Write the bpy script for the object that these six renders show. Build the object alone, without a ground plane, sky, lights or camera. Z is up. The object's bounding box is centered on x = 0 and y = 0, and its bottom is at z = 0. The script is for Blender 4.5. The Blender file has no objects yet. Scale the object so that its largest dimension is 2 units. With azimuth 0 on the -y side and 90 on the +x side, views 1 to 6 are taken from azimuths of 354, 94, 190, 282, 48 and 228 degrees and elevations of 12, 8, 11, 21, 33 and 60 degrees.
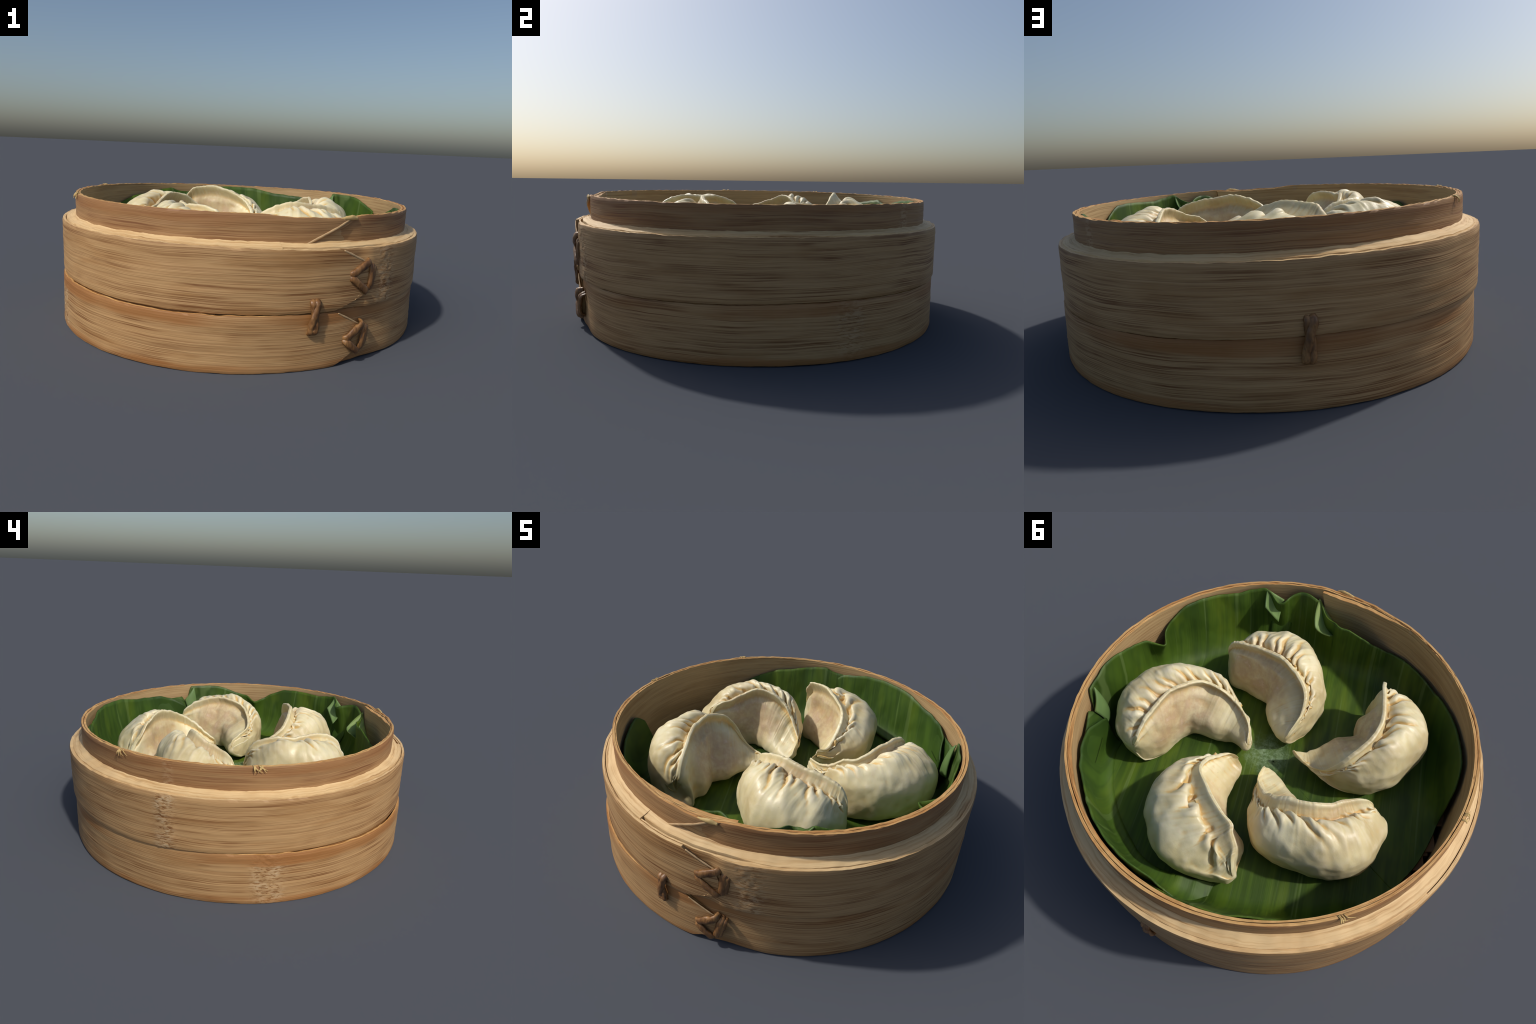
import bpy, math, random
import numpy as np
from mathutils import Vector, noise as mnoise

random.seed(7)
TAU = 2 * math.pi
rad = math.radians

# ------------------------------------------------------------------ helpers
def link(ob):
    bpy.context.scene.collection.objects.link(ob)
    return ob

def empty(name, loc=(0, 0, 0)):
    e = bpy.data.objects.new(name, None)
    e.location = loc
    return link(e)

def set_parent(ob, parent):
    ob.parent = parent
    ob.matrix_parent_inverse = parent.matrix_world.inverted() if parent.location.length == 0 else \
        __import__('mathutils').Matrix.Translation(-parent.location)

def mesh_object(name, verts, faces, mat, parent=None, smooth=True, origin=(0, 0, 0)):
    me = bpy.data.meshes.new(name)
    o = np.array(origin, float)
    me.from_pydata([tuple(np.array(v, float) - o) for v in verts], [], faces)
    me.update()
    if smooth:
        me.polygons.foreach_set('use_smooth', [True] * len(me.polygons))
    me.materials.append(mat)
    ob = link(bpy.data.objects.new(name, me))
    ob.location = origin
    if parent is not None:
        set_parent(ob, parent)
    return ob

def sharp_by_angle(ob, deg):
    ob.data.set_sharp_from_angle(angle=rad(deg))

def fbm(x, y, z, octaves=3):
    return mnoise.fractal(Vector((x, y, z)), 1.0, 2.0, octaves)

def interp(table, x, smooth=True):
    """piecewise interpolation of a small (x, value) table"""
    if x <= table[0][0]:
        return table[0][1]
    for (a, va), (b, vb) in zip(table, table[1:]):
        if x <= b:
            t = (x - a) / (b - a)
            if smooth:
                t = t * t * (3 - 2 * t) * 0.6 + t * 0.4
            return va + (vb - va) * t
    return table[-1][1]

def catmull(P, ts):
    """centripetal-free Catmull-Rom through rows of P, ts in [0, n-1]"""
    P = np.asarray(P, float)
    n = len(P)
    Q = np.vstack([2 * P[0] - P[1], P, 2 * P[-1] - P[-2]])
    i = np.clip(np.floor(ts).astype(int), 0, n - 2)
    t = (np.asarray(ts) - i)[:, None]
    p0, p1, p2, p3 = Q[i], Q[i + 1], Q[i + 2], Q[i + 3]
    return 0.5 * (2 * p1 + (p2 - p0) * t + (2 * p0 - 5 * p1 + 4 * p2 - p3) * t * t
                  + (3 * p1 - p0 - 3 * p2 + p3) * t ** 3)

def smoothstep(a, b, x):
    t = np.clip((x - a) / (b - a), 0, 1)
    return t * t * (3 - 2 * t)

def ang(d):
    return (d + 180.0) % 360.0 - 180.0

# ------------------------------------------------------------------ node helpers
class Mat:
    def __init__(self, name):
        self.m = bpy.data.materials.new(name)
        self.m.use_nodes = True
        self.nt = self.m.node_tree
        self.nt.nodes.clear()
        self.out = self.n('ShaderNodeOutputMaterial')
        self.bsdf = self.n('ShaderNodeBsdfPrincipled')
        self.nt.links.new(self.bsdf.outputs[0], self.out.inputs[0])
        self.tc = self.n('ShaderNodeTexCoord')
        self.obj = self.tc.outputs['Object']

    def n(self, t, **kw):
        nd = self.nt.nodes.new(t)
        for k, v in kw.items():
            setattr(nd, k, v)
        return nd

    def put(self, sock, v):
        if v is None:
            return
        if isinstance(v, bpy.types.NodeSocket):
            self.nt.links.new(v, sock)
        else:
            if sock.type == 'RGBA' and len(v) == 3:
                v = (*v, 1)
            sock.default_value = v

    def math(self, op, a, b=None, c=None, clamp=False):
        nd = self.n('ShaderNodeMath', operation=op, use_clamp=clamp)
        self.put(nd.inputs[0], a); self.put(nd.inputs[1], b); self.put(nd.inputs[2], c)
        return nd.outputs[0]

    def vmath(self, op, a, b=None):
        nd = self.n('ShaderNodeVectorMath', operation=op)
        self.put(nd.inputs[0], a); self.put(nd.inputs[1], b)
        return nd.outputs['Value'] if op in ('LENGTH', 'DOT_PRODUCT', 'DISTANCE') else nd.outputs[0]

    def mapping(self, vec, scale=(1, 1, 1), loc=(0, 0, 0), rot=(0, 0, 0)):
        nd = self.n('ShaderNodeMapping')
        self.put(nd.inputs['Vector'], vec)
        nd.inputs['Scale'].default_value = scale
        nd.inputs['Location'].default_value = loc
        nd.inputs['Rotation'].default_value = rot
        return nd.outputs[0]

    def noise(self, vec, scale=5, detail=3, rough=0.5, distort=0.0):
        nd = self.n('ShaderNodeTexNoise')
        self.put(nd.inputs['Vector'], vec)
        nd.inputs['Scale'].default_value = scale
        nd.inputs['Detail'].default_value = detail
        nd.inputs['Roughness'].default_value = rough
        nd.inputs['Distortion'].default_value = distort
        return nd.outputs['Fac']

    def voronoi(self, vec, scale):
        nd = self.n('ShaderNodeTexVoronoi')
        self.put(nd.inputs['Vector'], vec)
        nd.inputs['Scale'].default_value = scale
        return nd.outputs['Distance']

    def ramp(self, fac, stops, interp='LINEAR'):
        nd = self.n('ShaderNodeValToRGB')
        cr = nd.color_ramp
        cr.interpolation = interp
        while len(cr.elements) < len(stops):
            cr.elements.new(0.5)
        for e, (p, c) in zip(cr.elements, stops):
            e.position = p
            e.color = (*c, 1) if not isinstance(c, (int, float)) else (c, c, c, 1)
        self.put(nd.inputs[0], fac)
        return nd.outputs[0]

    def maprange(self, v, a, b, c=0.0, d=1.0, smooth=True):
        nd = self.n('ShaderNodeMapRange')
        nd.interpolation_type = 'SMOOTHSTEP' if smooth else 'LINEAR'
        self.put(nd.inputs[0], v)
        for i, x in enumerate((a, b, c, d)):
            nd.inputs[i + 1].default_value = x
        return nd.outputs[0]

    def mix(self, fac, a, b, mode='MIX'):
        nd = self.n('ShaderNodeMix', data_type='RGBA', blend_type=mode)
        self.put(nd.inputs[0], fac)
        self.put(nd.inputs[6], a); self.put(nd.inputs[7], b)
        return nd.outputs[2]

    def sep(self, vec):
        nd = self.n('ShaderNodeSeparateXYZ')
        self.put(nd.inputs[0], vec)
        return nd.outputs

    def azimuth_mask(self, deg, half_width, soft):
        """1 near the given azimuth (degrees, atan2(y, x)), 0 elsewhere"""
        r = self.mapping(self.obj, rot=(0, 0, rad(-deg)))
        s = self.sep(r)
        a = self.math('ARCTAN2', s[1], s[0])
        a = self.math('ABSOLUTE', a)
        return self.maprange(a, rad(half_width), rad(half_width + soft), 1, 0)

    def bump(self, height, strength=0.3, dist=0.01):
        nd = self.n('ShaderNodeBump')
        nd.inputs['Strength'].default_value = strength
        nd.inputs['Distance'].default_value = dist
        self.put(nd.inputs['Height'], height)
        self.put(self.bsdf.inputs['Normal'], nd.outputs[0])

    def finish(self, color, rough=0.5, spec=0.5):
        self.put(self.bsdf.inputs['Base Color'], color)
        self.put(self.bsdf.inputs['Roughness'], rough)
        self.put(self.bsdf.inputs['Specular IOR Level'], spec)
        return self.m

# ------------------------------------------------------------------ materials
def bamboo(name, light, mid, dark, fibre, seed, nodes=(), stain=None, edge=None, streaks=0.5,
           stain_col=(0.30, 0.125, 0.035)):
    """bamboo strip: fibres run round the ring, so noise is squeezed along z.
    nodes: azimuths of bamboo nodes; stain: list of (z0, z1, softness, strength) bands."""
    M = Mat(name)
    off = (seed * 3.1, seed * 1.7, seed * 0.9)
    # slow wander so the fibres are not perfectly level
    sp = M.sep(M.obj)
    wander = M.math('MULTIPLY', M.math('SUBTRACT', M.noise(M.mapping(M.obj, scale=(2.2, 2.2, 2.2), loc=off), 1.0, 2), 0.5), 0.03)
    comb = M.n('ShaderNodeCombineXYZ')
    M.put(comb.inputs[0], sp[0]); M.put(comb.inputs[1], sp[1]); M.put(comb.inputs[2], M.math('ADD', sp[2], wander))
    P = comb.outputs[0]
    v1 = M.mapping(P, scale=(0.6, 0.6, 125), loc=off)
    v2 = M.mapping(P, scale=(2.0, 2.0, 300), loc=off)
    v3 = M.mapping(P, scale=(1.3, 1.3, 10), loc=off)
    broad = M.noise(v3, 1.6, 3, 0.55)
    mid_n = M.noise(v1, 1.0, 2, 0.5, 0.0)
    fine = M.noise(v2, 1.0, 2, 0.55, 0.0)
    col = M.ramp(broad, [(0.3, mid), (0.5, light), (0.72, tuple(0.5 * a + 0.5 * b for a, b in zip(light, mid)))])
    patch = M.ramp(M.noise(M.mapping(M.obj, scale=(2.4, 2.4, 5), loc=off), 1.4, 2), [(0.36, 0.15), (0.60, 1.0)])
    soft = M.ramp(mid_n, [(0.36, 1.0), (0.50, 0.0)])
    col = M.mix(M.math('MULTIPLY', M.math('MULTIPLY', soft, patch), 0.17 * streaks), col, dark)
    # thin dark vessel lines: narrow contour of the stretched noise
    line = M.ramp(M.math('ABSOLUTE', M.math('SUBTRACT', mid_n, 0.47)), [(0.0, 1.0), (0.03, 0.8), (0.06, 0.0)])
    brk = M.ramp(M.noise(M.mapping(M.obj, scale=(2, 2, 34), loc=off), 1.0, 2), [(0.36, 0.0), (0.48, 1.0)])
    gfac = M.math('MULTIPLY', M.math('MULTIPLY', line, M.math('MULTIPLY', brk, patch)), min(1.0, 1.1 * streaks))
    col = M.mix(gfac, col, fibre)
    f2 = M.ramp(fine, [(0.34, 1.0), (0.46, 0.0)])
    col = M.mix(M.math('MULTIPLY', f2, 0.45 * streaks), col, dark)
    f3 = M.ramp(fine, [(0.56, 0.0), (0.70, 1.0)])
    col = M.mix(M.math('MULTIPLY', f3, 0.30), col, tuple(min(1, c * 1.25) for c in light))
    height = M.math('ADD', M.math('MULTIPLY', mid_n, 0.7), M.math('MULTIPLY', fine, 0.5))
    for deg, w, st in nodes:
        mask = M.azimuth_mask(deg, w * 0.35, w * 1.1)
        speck = M.noise(M.mapping(M.obj, scale=(20, 20, 75), loc=off), 1.6, 3, 0.6, 0.6)
        flake = M.math('MULTIPLY', M.ramp(speck, [(0.46, 0.0), (0.54, 1.0)]), M.ramp(M.noise(M.mapping(M.obj, scale=(9, 9, 14), loc=off), 1.2, 2), [(0.4, 0.2), (0.6, 1.0)]))
        col = M.mix(M.math('MULTIPLY', M.math('MULTIPLY', mask, flake), 0.75 * st), col, (0.53, 0.39, 0.235))
        pit = M.ramp(speck, [(0.38, 1.0), (0.46, 0.0)])
        col = M.mix(M.math('MULTIPLY', M.math('MULTIPLY', mask, pit), 0.9 * st), col, fibre)
        height = M.math('ADD', height, M.math('MULTIPLY', M.math('MULTIPLY', mask, speck), 1.1 * st))
    z = M.sep(M.obj)[2]
    zw = M.math('ADD', z, M.math('MULTIPLY', M.math('SUBTRACT', M.noise(M.mapping(M.obj, scale=(1.5, 1.5, 20), loc=off), 2.0, 3), 0.5), 0.07))
    for z0, z1, soft, st in (stain or ()):
        up = M.maprange(zw, z0 - soft, z0)
        dn = M.maprange(zw, z1, z1 + soft, 1, 0)
        amt = M.ramp(M.noise(M.mapping(M.obj, scale=(1.6, 1.6, 3), loc=off), 1.0, 2), [(0.35, 0.1), (0.62, 1.0)])
        m = M.math('MULTIPLY', M.math('MULTIPLY', up, dn), M.math('MULTIPLY', amt, st))
        col = M.mix(m, col, stain_col)
    M.bump(height, 0.35, 0.006)
    return M.finish(col, 0.55, 0.35)

def rim_wood(name, light, mid, dark, seed):
    """cut edge of the strips: layered, ragged end grain"""
    M = Mat(name)
    s = M.sep(M.obj)
    r = M.vmath('LENGTH', M.mapping(M.obj, scale=(1, 1, 0)))
    wob = M.noise(M.mapping(M.obj, scale=(5, 5, 5), loc=(seed, 0, 0)), 2, 3)
    rr = M.math('ADD', r, M.math('MULTIPLY', wob, 0.02))
    comb = M.n('ShaderNodeCombineXYZ')
    M.put(comb.inputs[0], M.math('MULTIPLY', rr, 90.0))
    M.put(comb.inputs[1], M.math('MULTIPLY', s[0], 2.0))
    M.put(comb.inputs[2], M.math('MULTIPLY', s[1], 2.0))
    n = M.noise(comb.outputs[0], 1.0, 4, 0.6)
    patch = M.noise(M.mapping(M.obj, scale=(1, 1, 1), loc=(seed, 3, 0)), 6, 3, 0.6)
    col = M.ramp(n, [(0.30, dark), (0.39, mid), (0.54, light)])
    col = M.mix(M.ramp(patch, [(0.45, 0.0), (0.7, 0.55)]), col, mid)
    M.bump(n, 0.5, 0.006)
    return M.finish(col, 0.6, 0.3)

def dough():
    M = Mat('steamed_dough')
    n1 = M.noise(M.obj, 5, 3)
    n2 = M.noise(M.obj, 22, 4, 0.6)
    n3 = M.noise(M.obj, 120, 3, 0.6)
    col = M.ramp(n1, [(0.35, (0.57, 0.465, 0.250)), (0.50, (0.69, 0.60, 0.345)), (0.70, (0.76, 0.695, 0.46))])
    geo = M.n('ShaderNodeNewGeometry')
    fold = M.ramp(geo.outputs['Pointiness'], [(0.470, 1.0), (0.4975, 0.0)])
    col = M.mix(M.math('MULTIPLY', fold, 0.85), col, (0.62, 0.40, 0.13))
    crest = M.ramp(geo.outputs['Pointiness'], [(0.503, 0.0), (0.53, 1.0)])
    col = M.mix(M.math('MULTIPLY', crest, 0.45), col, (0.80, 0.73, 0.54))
    # filling that shows through the thin smooth face; the object origin sits on that face
    d = M.vmath('LENGTH', M.mapping(M.obj, scale=(1, 1, 1.15)))
    m = M.maprange(M.math('ADD', d, M.math('MULTIPLY', M.math('SUBTRACT', n1, 0.5), 0.10)), 0.09, 0.25, 1, 0)
    blot = M.ramp(n2, [(0.35, 0.35), (0.65, 1.0)])
    col = M.mix(M.math('MULTIPLY', M.math('MULTIPLY', m, blot), 0.85), col, (0.45, 0.285, 0.16))
    col = M.mix(M.math('MULTIPLY', M.ramp(n2, [(0.58, 0.0), (0.75, 1.0)]), 0.35), col, (0.80, 0.68, 0.53))
    speck = M.ramp(M.voronoi(M.obj, 13), [(0.02, 1.0), (0.05, 0.0)])
    col = M.mix(M.math('MULTIPLY', speck, 0.25), col, (0.25, 0.15, 0.05))
    b = M.bsdf
    b.inputs['Subsurface Weight'].default_value = 0.22
    b.inputs['Subsurface Radius'].default_value = (1.0, 0.75, 0.35)
    b.inputs['Subsurface Scale'].default_value = 0.016
    M.bump(M.math('ADD', M.math('MULTIPLY', n3, 0.4), n2), 0.18, 0.006)
    return M.finish(col, M.maprange(n2, 0.3, 0.7, 0.36, 0.52), 0.5)

def leaf_mat(name, base, pale, dark, spot=True):
    M = Mat(name)
    # parallel veins run along one direction of the sheet
    v = M.mapping(M.obj, rot=(0, 0, rad(VEIN_DEG)))
    sheet = M.mapping(v, scale=(1.2, 34, 1.2))
    n = M.noise(sheet, 1.0, 3, 0.55)
    nf = M.noise(M.mapping(v, scale=(2, 120, 2)), 1.0, 2, 0.5)
    nb = M.noise(M.obj, 2.2, 3)
    col = M.ramp(nb, [(0.3, dark), (0.52, base), (0.75, tuple(1.25 * c for c in base))])
    col = M.mix(M.math('MULTIPLY', M.ramp(n, [(0.42, 1.0), (0.55, 0.0)]), 0.45), col, dark)
    col = M.mix(M.math('MULTIPLY', M.ramp(nf, [(0.62, 0.0), (0.75, 1.0)]), 0.16), col, pale)
    yel = M.ramp(M.noise(M.mapping(v, scale=(1.5, 7, 1.5)), 1.3, 3, 0.6), [(0.50, 0.0), (0.70, 1.0)])
    col = M.mix(M.math('MULTIPLY', yel, 0.75), col, tuple(a * k for a, k in zip(base, (1.9, 1.5, 1.1))))
    vein = M.ramp(M.noise(M.mapping(v, scale=(0.7, 46, 0.7)), 1.0, 1, 0.5), [(0.655, 0.0), (0.69, 1.0)])
    col = M.mix(M.math('MULTIPLY', vein, 0.28), col, pale)
    if spot:
        d = M.vmath('DISTANCE', M.obj, (0.055, -0.005, 0.30))
        d = M.math('ADD', d, M.math('MULTIPLY', M.math('SUBTRACT', M.noise(M.obj, 14, 4, 0.7), 0.5), 0.16))
        dust = M.math('MULTIPLY', M.maprange(d, 0.03, 0.15, 1, 0), M.ramp(M.noise(M.obj, 60, 3, 0.7), [(0.4, 0.25), (0.65, 1.0)]))
        col = M.mix(M.math('MULTIPLY', dust, 0.75), col, (0.30, 0.42, 0.25))
    b = M.bsdf
    M.bump(M.math('ADD', M.math('MULTIPLY', n, 0.6), M.math('MULTIPLY', nf, 0.5)), 0.3, 0.006)
    M.finish(col, M.maprange(nb, 0.3, 0.7, 0.50, 0.62), 0.35)
    tr = M.n('ShaderNodeBsdfTranslucent')
    M.put(tr.inputs[0], M.mix(0.5, col, (0.16, 0.30, 0.02)))
    mx = M.n('ShaderNodeMixShader')
    mx.inputs[0].default_value = 0.12
    M.nt.links.new(b.outputs[0], mx.inputs[1]); M.nt.links.new(tr.outputs[0], mx.inputs[2])
    M.nt.links.new(mx.outputs[0], M.out.inputs[0])
    return M.m

def rattan():
    M = Mat('rattan_cane')
    n = M.noise(M.mapping(M.obj, scale=(20, 20, 8)), 1.5, 4, 0.6)
    f = M.noise(M.mapping(M.obj, scale=(60, 60, 20)), 2.0, 3, 0.6)
    col = M.ramp(n, [(0.3, (0.085, 0.036, 0.012)), (0.5, (0.21, 0.098, 0.032)), (0.72, (0.36, 0.19, 0.068))])
    col = M.mix(M.math('MULTIPLY', M.ramp(f, [(0.38, 1.0), (0.5, 0.0)]), 0.5), col, (0.09, 0.04, 0.015))
    M.bump(f, 0.4, 0.004)
    return M.finish(col, 0.42, 0.5)

def plain(name, col, rough=0.6, var=0.25):
    M = Mat(name)
    n = M.noise(M.obj, 30, 3)
    c = M.mix(M.ramp(n, [(0.3, 0.0), (0.7, 1.0)]), tuple(x * (1 - var) for x in col), col)
    return M.finish(c, rough, 0.3)

VEIN_DEG = 50.0
BAMBOO_LIGHT = (0.445, 0.272, 0.122)  # bamboo tones darkened about a tenth, partly toward the shade on the far sides
BAMBOO_MID = (0.355, 0.193, 0.074)
BAMBOO_DARK = (0.215, 0.102, 0.036)
BAMBOO_FIBRE = (0.165, 0.064, 0.018)
mat_upper = bamboo('bamboo_strip_upper', BAMBOO_LIGHT, BAMBOO_MID, BAMBOO_DARK, BAMBOO_FIBRE, 1.0,
                   nodes=[(175, 3.0, 1.0), (-51.5, 4.0, 0.6)], streaks=0.95)
mat_lower = bamboo('bamboo_strip_lower', BAMBOO_LIGHT, BAMBOO_MID, BAMBOO_DARK, BAMBOO_FIBRE, 2.0,
                   nodes=[(-157, 4.5, 0.9), (28.5, 4.0, 0.45)],
                   stain=[(0.215, 0.30, 0.025, 0.85), (-0.05, 0.015, 0.03, 0.75)], streaks=1.0)
mat_inner = bamboo('bamboo_strip_inner', (0.345, 0.20, 0.088), (0.255, 0.132, 0.054), (0.155, 0.070, 0.026),
                   (0.19, 0.08, 0.032), 3.0, nodes=[(174, 1.6, 0.5), (52, 2.0, 0.5)],
                   stain=[(0.640, 0.72, 0.03, 0.55)], streaks=0.95, stain_col=(0.29, 0.125, 0.042))
mat_liner = bamboo('bamboo_strip_liner', (0.42, 0.285, 0.14), (0.34, 0.22, 0.10), (0.24, 0.145, 0.062),
                   (0.25, 0.14, 0.06), 4.0, streaks=0.75)
mat_shelf = rim_wood('bamboo_cut_edge', (0.70, 0.50, 0.26), (0.56, 0.36, 0.165), (0.33, 0.18, 0.07), 1.0)
mat_rim = rim_wood('bamboo_worn_edge', (0.58, 0.35, 0.135), (0.42, 0.195, 0.058), (0.15, 0.055, 0.02), 2.0)
mat_slat = bamboo('bamboo_slat', BAMBOO_MID, BAMBOO_DARK, (0.25, 0.14, 0.06), BAMBOO_FIBRE, 5.0)
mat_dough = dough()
mat_leaf = leaf_mat('banana_leaf_upper_face', (0.060, 0.116, 0.009), (0.19, 0.27, 0.09), (0.018, 0.044, 0.006))
mat_leaf2 = leaf_mat('banana_leaf_side', (0.052, 0.106, 0.011), (0.16, 0.24, 0.07), (0.021, 0.052, 0.008), spot=False)
mat_under = leaf_mat('banana_leaf_pale_underside', (0.17, 0.27, 0.085), (0.30, 0.40, 0.19), (0.11, 0.19, 0.06), spot=False)
mat_rattan = rattan()
mat_fibre = plain('bamboo_fibre', (0.60, 0.42, 0.17))
mat_pale_edge = plain('pale_edge_tone', (0.56, 0.38, 0.20))
mat_hole = plain('dark_peg_hole', (0.05, 0.025, 0.01))
mat_peg = plain('bamboo_peg', (0.42, 0.25, 0.11))

# ================================================================== STEAMER BASKET
steamer = empty('bamboo_steamer')
steamer['label'] = 'round open bamboo steamer basket of bent strips with rattan lashings'
steamer['category'] = 'steamer basket'

LAP = 360.0

def shelf_z(deg):
    return 0.532 + 0.009 * math.cos(rad(deg + 150)) + 0.0025 * math.sin(rad(deg * 3 + 40))

def seam_z(deg):
    return 0.260 + 0.006 * math.cos(rad(deg - 150)) + 0.003 * math.sin(rad(deg * 4))

def rim_z(deg):
    return 0.662 + 0.013 * math.cos(rad(deg + 140)) + 0.002 * math.sin(rad(deg * 3)) \
        - 0.011 * float(smoothstep(-90, -78, ang(deg)) * (1 - smoothstep(-64, -55, ang(deg))))

def strip(name, mat, edge_mat, a, end_of_z, r_out, r_in, z_lo, z_hi, n_u=620, n_z=22, relief=0.0016,
          node_az=(), rough_edge=0.002, edge_r=0.004, seed=0.0, top_slope=0.0, flare=0.0):
    """bent strip: outer sheet, rounded top and bottom edges, inner sheet, closed at both ends.
    end_of_z(z) is the azimuth (deg) at which the strip is cut off at height z (slanted cuts)."""
    # profile parameters, from inner bottom round the outside to inner top
    prof = []
    for k in range(n_z + 1):
        prof.append(('o', k / n_z))
    for k in range(1, 6):
        prof.append(('t', k / 6))
    for k in range(9):
        prof.append(('i', 1 - k / 8))
    for k in range(1, 6):
        prof.append(('b', k / 6))
    m = len(prof)
    verts, faces, topface = [], [], []
    for iu in range(n_u + 1):
        u = iu / n_u
        for kind, q in prof:
            zn = {'o': q, 't': 1.0, 'i': q, 'b': 0.0}[kind]
            # azimuth of this row: rows reach different ends because the cut is slanted
            zl0, zh0 = z_lo(a + 330), z_hi(a + 330)
            th = a + u * (end_of_z(zl0 + (zh0 - zl0) * zn) - a)
            zl, zh = z_lo(th), z_hi(th)
            c, s = math.cos(rad(th)), math.sin(rad(th))
            zl += rough_edge * fbm(c * 14 + seed, s * 14, 1.0)
            zh += rough_edge * 1.6 * fbm(c * 16 + seed, s * 16, 5.0)
            ro, ri = r_out(th), r_in(th)
            z = zl + (zh - zl) * zn
            if kind == 'o':
                r = ro
                e = min(z - zl, zh - z)
                if e < edge_r:
                    r -= edge_r - math.sqrt(max(0, edge_r ** 2 - (edge_r - e) ** 2))
            elif kind == 'i':
                r = ri
                z += top_slope * q
            elif kind == 't':
                r = ro - edge_r + (ri - ro + edge_r) * q
                z += 0.0018 * fbm(c * 22 + seed, s * 22, q * 7) + top_slope * q ** 1.4
            else:
                r = ri + (ro - edge_r - ri) * q
            r += flare * (0.5 - zn) if kind != 'i' else 0
            if kind == 'o':
                r += relief * (fbm(c * 3 + seed, s * 3, z * 40) + 0.9 * fbm(c * 2.5, s * 2.5 + seed, z * 9))
                for deg, w, amp in node_az:
                    d = abs(ang(th - deg - 1.2 * math.sin(z * 22)))
                    if d < w * 2.5:
                        g = math.exp(-(d / w) ** 2)
                        r += amp * g * (0.55 + 0.9 * fbm(th * 1.1, z * 75, 3.3))
            verts.append((r * c, r * s, z))
    for iu in range(n_u):
        for k in range(m):
            k2 = (k + 1) % m
            faces.append((iu * m + k, (iu + 1) * m + k, (iu + 1) * m + k2, iu * m + k2))
            topface.append(1 if prof[k][0] == 't' or prof[k2][0] == 't' else 0)
    faces.append(tuple(range(m)))
    faces.append(tuple(n_u * m + k for k in reversed(range(m))))
    topface += [1, 1]
    ob = mesh_object(name, verts, faces, mat, steamer)
    ob.data.materials.append(edge_mat)
    ob.data.polygons.foreach_set('material_index', topface)
    sharp_by_angle(ob, 50)
    return ob

# ---- upper outer band: starts under its own lap, ends in a tapered tongue on top
def upper_end(z):
    return LAP + interp([(0.24, -71), (0.256, -70), (0.32, -59.5), (0.40, -58.5), (0.47, -60), (0.53, -67.4), (0.56, -71)], z, False)
def ring_table(table, th):
    return interp(table, ang(th), False)
# outside radius by azimuth: the basket is hand bent and not quite round
UPPER_R = [(-180, 0.997), (-165, 0.990), (-140, 0.986), (-115, 0.983), (-94, 0.987), (-75, 0.991), (-65, 0.990), (-56, 0.988), (-42, 0.993), (-23, 0.996), (0, 1.0),
           (20, 0.998), (34, 0.998), (60, 0.995), (76, 0.993), (90, 0.998), (123, 0.995), (150, 0.996), (169, 0.998), (180, 0.997)]
LOWER_R = [(-180, 0.988), (-165, 0.994), (-145, 0.999), (-130, 1.001), (-110, 1.002), (-95, 0.998), (-80, 0.990), (-66, 0.984), (-56, 0.976), (-40, 0.985), (-23, 0.992), (-10, 0.995),
           (4, 0.998), (20, 1.005), (34, 1.003), (50, 0.996), (76, 0.988), (90, 0.988), (123, 0.988), (150, 0.986), (169, 0.984), (180, 0.988)]
INNER_R = [(-180, 0.923), (-165, 0.922), (-140, 0.926), (-128, 0.925), (-117, 0.916), (-95, 0.911), (-82, 0.914), (-66, 0.927), (-60, 0.920), (-50, 0.922), (-30, 0.926), (0, 0.927),
           (32, 0.926), (63, 0.932), (77, 0.928), (101, 0.929), (122, 0.925), (144, 0.922), (170, 0.926), (180, 0.923)]
def under_lap(th, drop, a0=-62, a1=-48):
    """extra inset of the strip's start, where its own end lies on top of it"""
    return -drop * (1 - float(smoothstep(a0, a1, th)))
def upper_out(th):
    return ring_table(UPPER_R, th) + under_lap(th, 0.017, -62, -57)
def upper_in(th):
    return ring_table(UPPER_R, th) - 0.0165 if th > 180 else 0.962
strip('upper_band', mat_upper, mat_shelf, -84, upper_end, upper_out, upper_in,
      lambda d: seam_z(d) + 0.0024, shelf_z, node_az=[(175, 2.2, 0.004), (-51.5, 3.0, 0.004)], seed=1.0)

def lower_end(z):
    return LAP + interp([(-0.01, -70), (0.0, -68.5), (0.06, -60.8), (0.12, -59.6), (0.175, -60.3), (0.245, -67.7), (0.26, -70)], z, False)
def lower_out(th):
    return ring_table(LOWER_R, th) + under_lap(th, 0.016, -60, -44)
def lower_in(th):
    return ring_table(LOWER_R, th) - 0.0155 if th > 180 else 0.955
def lower_lo(d):
    return interp([(-90, 0.006), (-56, 0.006), (-30, 0.003), (-10, 0.002), (LAP, 0.002)], d) + 0.002 * math.sin(rad(5 * d))
strip('lower_band', mat_lower, mat_rim, -84, lower_end, lower_out, lower_in,
      lambda d: max(0.0, lower_lo(d) - 0.002), lambda d: seam_z(d) - 0.0024,
      node_az=[(-157, 3.2, 0.004), (28.5, 3.0, 0.003)], flare=0.004, seed=2.0)

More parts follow.
